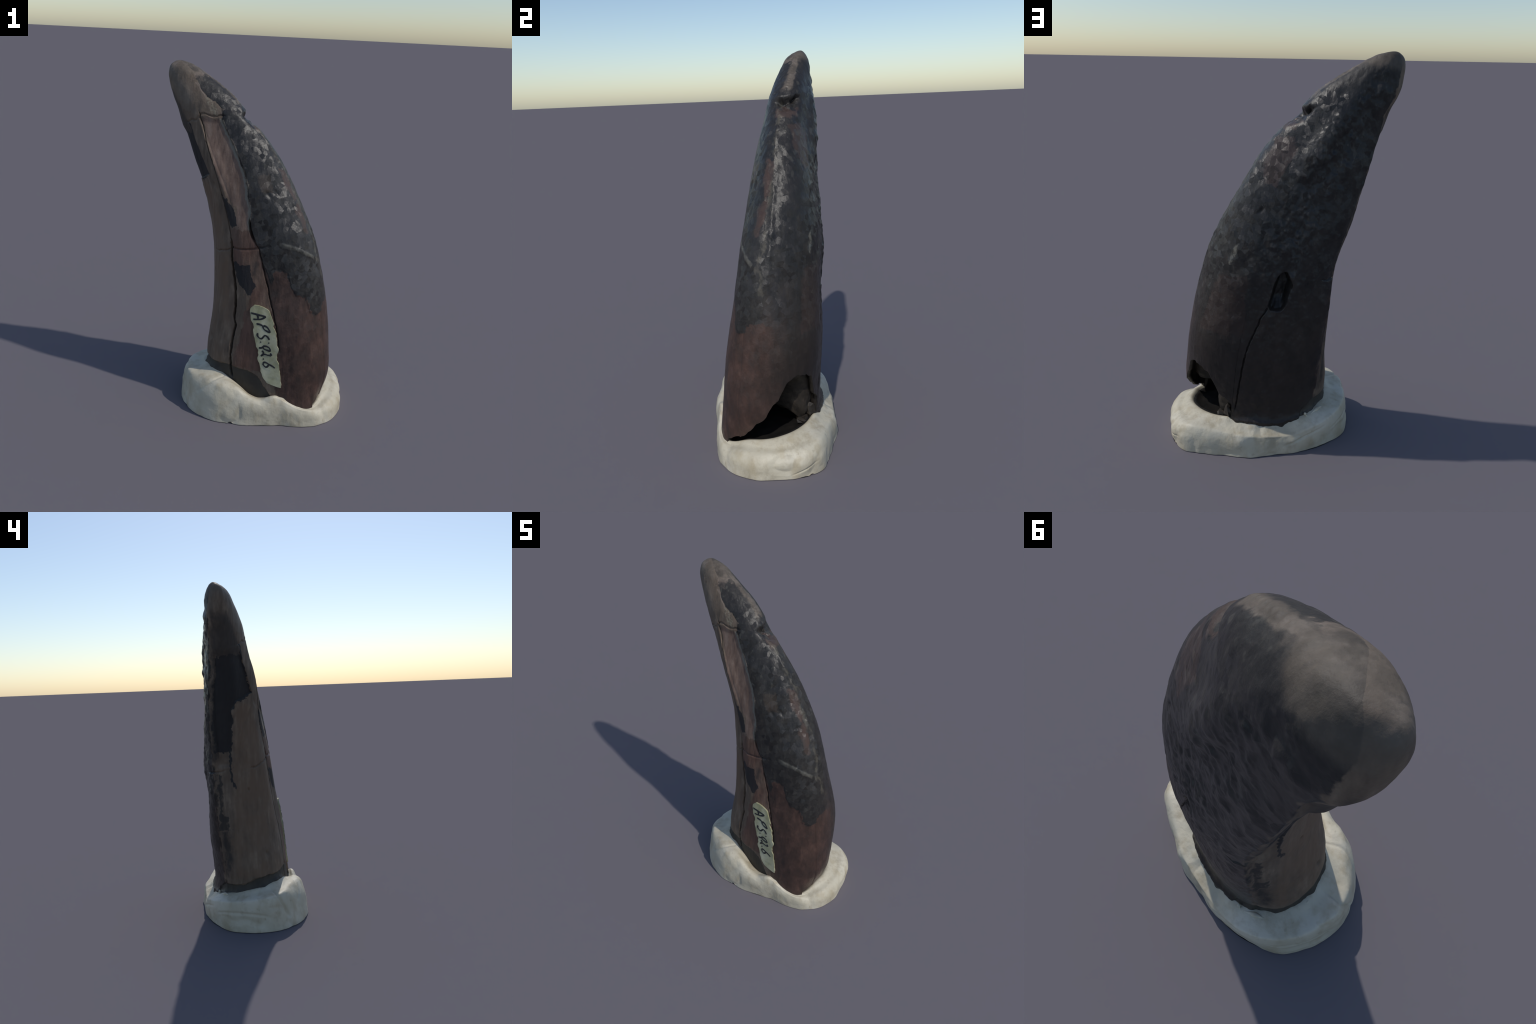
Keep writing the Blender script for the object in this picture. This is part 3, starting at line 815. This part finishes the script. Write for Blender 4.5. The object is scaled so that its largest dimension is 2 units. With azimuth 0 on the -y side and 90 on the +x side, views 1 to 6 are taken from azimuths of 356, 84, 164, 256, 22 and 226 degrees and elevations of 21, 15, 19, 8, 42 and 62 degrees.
# ------------------------------------------------------------------ filling inside the hollow root
def build_fill(parent, material, floor_material):
    """Dark matrix left high in the hollow root, a few broken lumps in its mouth, and its dark floor."""
    cols, rws = 160, 60
    th = np.linspace(0, 2 * np.pi, cols, endpoint=False)
    d = np.degrees(th)
    mouth = np.exp(-(((d - 3 + 180) % 360 - 180) / 23) ** 4)
    right_wall = np.exp(-(((d - 42 + 180) % 360 - 180) / 13) ** 4)
    low = .22 - .085 * right_wall + .02 * fbm(np.stack([np.cos(th) * 5, np.sin(th) * 5, th * 0], -1), 2)
    z = low[None] + (.57 - low[None]) * np.linspace(0, 1, rws)[:, None]
    p, r = loft(th, z)
    n = loft_normal(th, z)
    sunk = .030 + .18 * mouth[None] * (1 - smooth(.27, .47, z)) + .02 * (1 - smooth(0, .05, z - low[None])) * (1 - mouth[None])
    p = p - n * (sunk + .008 * fbm(p * 18, 3) + .010 * facet_noise(p * 20))[..., None]
    centre = p[0].mean(0)
    under = []
    for t in np.linspace(0, .97, 14)[:0:-1][::-1]:
        ring = centre + (p[0] - centre) * t
        ring[:, 2] = p[0][:, 2] + .02 * fbm(ring * 16, 2) + .03 * (1 - t)
        under.append(ring)
    allp = np.vstack([np.array(under).reshape(-1, 3), p.reshape(-1, 3)])
    me = new_mesh("root_filling", allp, grid_faces(rws + len(under), cols, True)[:, ::-1])
    fill = add("root_filling", me, parent, material)
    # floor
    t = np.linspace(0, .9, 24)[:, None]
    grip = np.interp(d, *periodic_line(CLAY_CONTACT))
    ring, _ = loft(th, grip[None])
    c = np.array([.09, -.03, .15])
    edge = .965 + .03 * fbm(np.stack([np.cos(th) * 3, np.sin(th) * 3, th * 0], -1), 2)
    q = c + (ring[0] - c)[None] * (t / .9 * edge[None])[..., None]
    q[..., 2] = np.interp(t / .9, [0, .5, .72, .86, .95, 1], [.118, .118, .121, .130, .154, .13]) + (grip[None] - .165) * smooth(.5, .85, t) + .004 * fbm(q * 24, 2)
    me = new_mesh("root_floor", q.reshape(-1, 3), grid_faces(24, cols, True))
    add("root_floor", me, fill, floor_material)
    # broken lip hugging the wall beside the post
    for k, (a, zz, back, size) in enumerate(((46, .185, .026, (.022, .030, .040)), (39, .150, .050, (.040, .034, .022)))):
        t1 = np.array([math.radians(a)])
        o = loft(t1, np.array([[zz]]))[0][0, 0] - loft_normal(t1, np.array([[zz]]))[0, 0] * back
        v = np.linspace(0.05, np.pi - .05, 6)[:, None]
        w = np.linspace(0, 2 * np.pi, 8, endpoint=False)[None] + .35 * v
        u = np.stack([np.sin(v) * np.cos(w), np.sin(v) * np.sin(w), np.cos(v) + 0 * w], -1)
        rad = 1 + .45 * value_noise(u * 2.2 + 3.7 * k + 5)
        me = new_mesh("root_lump", (o + u * rad[..., None] * np.array(size)).reshape(-1, 3), grid_faces(6, 8, True), False)
        add("root_lump", me, fill, material)


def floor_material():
    N = Nodes("near_black_floor")  # floor coloured near black, darker than the filling above it
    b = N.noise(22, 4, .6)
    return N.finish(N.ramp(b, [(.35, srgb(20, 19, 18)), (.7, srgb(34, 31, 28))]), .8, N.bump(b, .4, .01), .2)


def fill_material():
    N = Nodes("dark_filling")
    b = N.noise(26, 4, .6)
    col = N.ramp(b, [(.35, srgb(30, 26, 22)), (.55, srgb(43, 37, 31)), (.75, srgb(66, 58, 49))])
    return N.finish(col, .6, N.bump(b, .4, .01), .4)


# ------------------------------------------------------------------ paper label and lettering
LABEL_LEFT = [(.232, 281), (.240, 273), (.249, 265.5), (.27, 260.5), (.296, 257.7), (.351, 255.4), (.386, 252.3), (.42, 253.6), (.442, 254), (.481, 250), (.517, 248.6), (.56, 248.6), (.603, 248.6), (.62, 246), (.677, 244.6), (.695, 245.8), (.714, 252)]
LABEL_RIGHT = [(.232, 282), (.25, 282.2), (.278, 281.5), (.321, 280.4), (.35, 281.2), (.381, 280.7), (.405, 278.6), (.425, 277.9), (.461, 279.8), (.503, 279.4), (.556, 278.3), (.59, 277.2), (.63, 275.6), (.678, 274.2), (.694, 272.5), (.707, 266), (.714, 258)]
STROKES = [
    [(245.8, .666), (259.4, .659), (267.6, .656)], [(267.6, .656), (262.8, .642), (257.5, .634), (248.9, .631)], [(255.1, .662), (256.1, .648), (255.9, .634)],
    [(253.1, .607), (259.1, .604), (263.4, .595)], [(263.0, .601), (267.3, .597), (270.0, .584), (271.0, .568), (266.4, .573), (263.0, .584), (262.4, .599)],
    [(254.3, .552), (253.7, .537), (256.2, .524), (259.4, .522), (262.0, .534), (264.4, .544), (268.0, .537), (270.0, .521)],
    [(257.3, .499), (258.5, .500)], [(268.5, .502), (269.7, .502)],
    [(254.9, .462), (259.1, .466), (261.0, .476)], [(261.0, .478), (265.9, .479), (269.6, .471), (270.2, .454), (265.9, .456), (262.1, .461), (260.6, .473)],
    [(259.0, .447), (261.1, .440), (260.5, .428), (257.8, .416), (262.2, .428), (266.9, .426), (271.9, .426)], [(270.6, .441), (272.2, .426)],
    [(260.3, .397), (261.5, .398)],
    [(260.0, .372), (262.9, .378), (267.3, .371), (266.8, .357), (264.0, .349), (261.2, .357), (259.8, .369)], [(266.7, .370), (271.3, .364), (276.1, .352)]]


def on_label(a_deg, h, lift):
    """Point lifted off the tooth, for arrays of angle and height."""
    pts, nrm = [], []
    for a, zz in zip(np.radians(a_deg), h):
        th = np.array([a])
        pts.append(loft(th, np.array([[zz]]))[0][0, 0])
        nrm.append(loft_normal(th, np.array([[zz]]))[0, 0])
    pts, nrm = np.array(pts), np.array(nrm)
    wave = .0012 * fbm(pts * 30 + 80, 2)[:, None]
    return pts + nrm * (lift + wave), nrm


def build_label(parent, paper, ink):
    rows, cols = 90, 22
    zz = np.linspace(.233, .7135, rows)
    l = np.interp(zz, *line(LABEL_LEFT)) + .9 * value_noise(np.stack([zz * 60, zz * 0, zz * 0], -1))
    r = np.interp(zz, *line(LABEL_RIGHT)) + 1.0 * value_noise(np.stack([zz * 55, zz * 0 + 7, zz * 0], -1))
    u = np.linspace(0, 1, cols)
    a = (l[:, None] + (r - l)[:, None] * u)
    h = np.broadcast_to(zz[:, None], a.shape)
    top, _ = on_label(a.ravel(), h.ravel(), .0062)
    bot, _ = on_label(a.ravel(), h.ravel(), -.006)
    n = rows * cols
    ft = grid_faces(rows, cols, False)[:, ::-1]
    fb = grid_faces(rows, cols, False, n)
    loop = [i * cols for i in range(rows)] + [(rows - 1) * cols + j for j in range(1, cols)] + [i * cols + cols - 1 for i in range(rows - 2, -1, -1)] + [j for j in range(cols - 2, 0, -1)]
    side = np.array([[loop[i], loop[(i + 1) % len(loop)], loop[(i + 1) % len(loop)] + n, loop[i] + n] for i in range(len(loop))])
    me = new_mesh("paper_label", np.vstack([top, bot]), np.vstack([ft, fb, side]))
    me.shade_smooth()
    label = add("paper_label", me, parent, paper)
    import bmesh
    bm = bmesh.new()
    bm.from_mesh(me)
    bmesh.ops.recalc_face_normals(bm, faces=bm.faces)
    bm.to_mesh(me)
    bm.free()
    me.set_sharp_from_angle(angle=math.radians(50))

    # pen strokes: slightly raised ribbons with round ends
    verts, faces = [], []
    for s in STROKES:
        s = np.array(s)
        m = 10 * (len(s) - 1) + 1
        tt = np.linspace(0, len(s) - 1, m)
        path = []
        for f in tt:
            i = min(int(f), len(s) - 2)
            w = f - i
            p0, p1, p2, p3 = s[max(i - 1, 0)], s[i], s[i + 1], s[min(i + 2, len(s) - 1)]
            path.append(.5 * (2 * p1 + (p2 - p0) * w + (2 * p0 - 5 * p1 + 4 * p2 - p3) * w * w + (3 * p1 - p0 - 3 * p2 + p3) * w ** 3))
        path = np.array(path)
        c, nr = on_label(path[:, 0], path[:, 1], .0058)
        d = np.gradient(c, axis=0)
        d /= np.linalg.norm(d, axis=1)[:, None]
        sd = np.cross(nr, d)
        half = .0056 if len(s) > 2 else .0052
        wid = half * (1 + .15 * np.sin(tt * 2.3)) * np.sqrt(np.clip(np.minimum(np.arange(m), np.arange(m)[::-1]) / 3 + .25, 0, 1))
        base = len(verts)
        sec = [(-1, 0), (-.75, .0018), (0, .0024), (.75, .0018), (1, 0)]
        for i in range(m):
            for across, up in sec:
                verts.append(c[i] + sd[i] * wid[i] * across + nr[i] * up)
        k = len(sec)
        for i in range(m - 1):
            for j in range(k - 1):
                faces.append([base + i * k + j, base + (i + 1) * k + j, base + (i + 1) * k + j + 1, base + i * k + j + 1])
        faces.append([base + j for j in range(k)])
        faces.append([base + (m - 1) * k + j for j in range(k)][::-1])
    me = new_mesh("handwriting", np.array(verts), faces)
    bm = bmesh.new()
    bm.from_mesh(me)
    bmesh.ops.recalc_face_normals(bm, faces=bm.faces)
    bm.to_mesh(me)
    bm.free()
    add("handwriting", me, label, ink)


def paper_material():
    N = Nodes("aged_paper")
    b = N.noise(14, 4, .6, (1, 1, .5), 4.0)
    s = N.noise(40, 3, .6, (1, 1, 1.4), 8.0)
    col = N.ramp(b, [(.32, PAPER[0]), (.5, PAPER[1]), (.68, PAPER[2])])
    col = N.mix(N.step(s, .55, .72, 0, .5), col, PAPER[3])
    return N.finish(col, .55, N.bump(s, .3, .004), .4)


PAPER = [srgb(140, 139, 106), srgb(166, 164, 134), srgb(186, 184, 158), srgb(156, 157, 146)]


def ink_material():
    N = Nodes("black_ink")
    return N.finish(N.ramp(N.noise(60, 3), [(.3, srgb(22, 23, 26)), (.7, srgb(34, 35, 38))]), .5)


# ------------------------------------------------------------------ assemble
thing = bpy.data.objects.new("mounted_fossil_tooth", None)
bpy.context.scene.collection.objects.link(thing)
thing["label"] = "dark curved fossil tooth standing in a pale clay collar, paper label"
thing["category"] = "fossil tooth"

fill = fill_material()
build_tooth(thing, tooth_material(), fill)
build_clay(thing, clay_material())
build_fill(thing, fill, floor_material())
build_label(thing, paper_material(), ink_material())
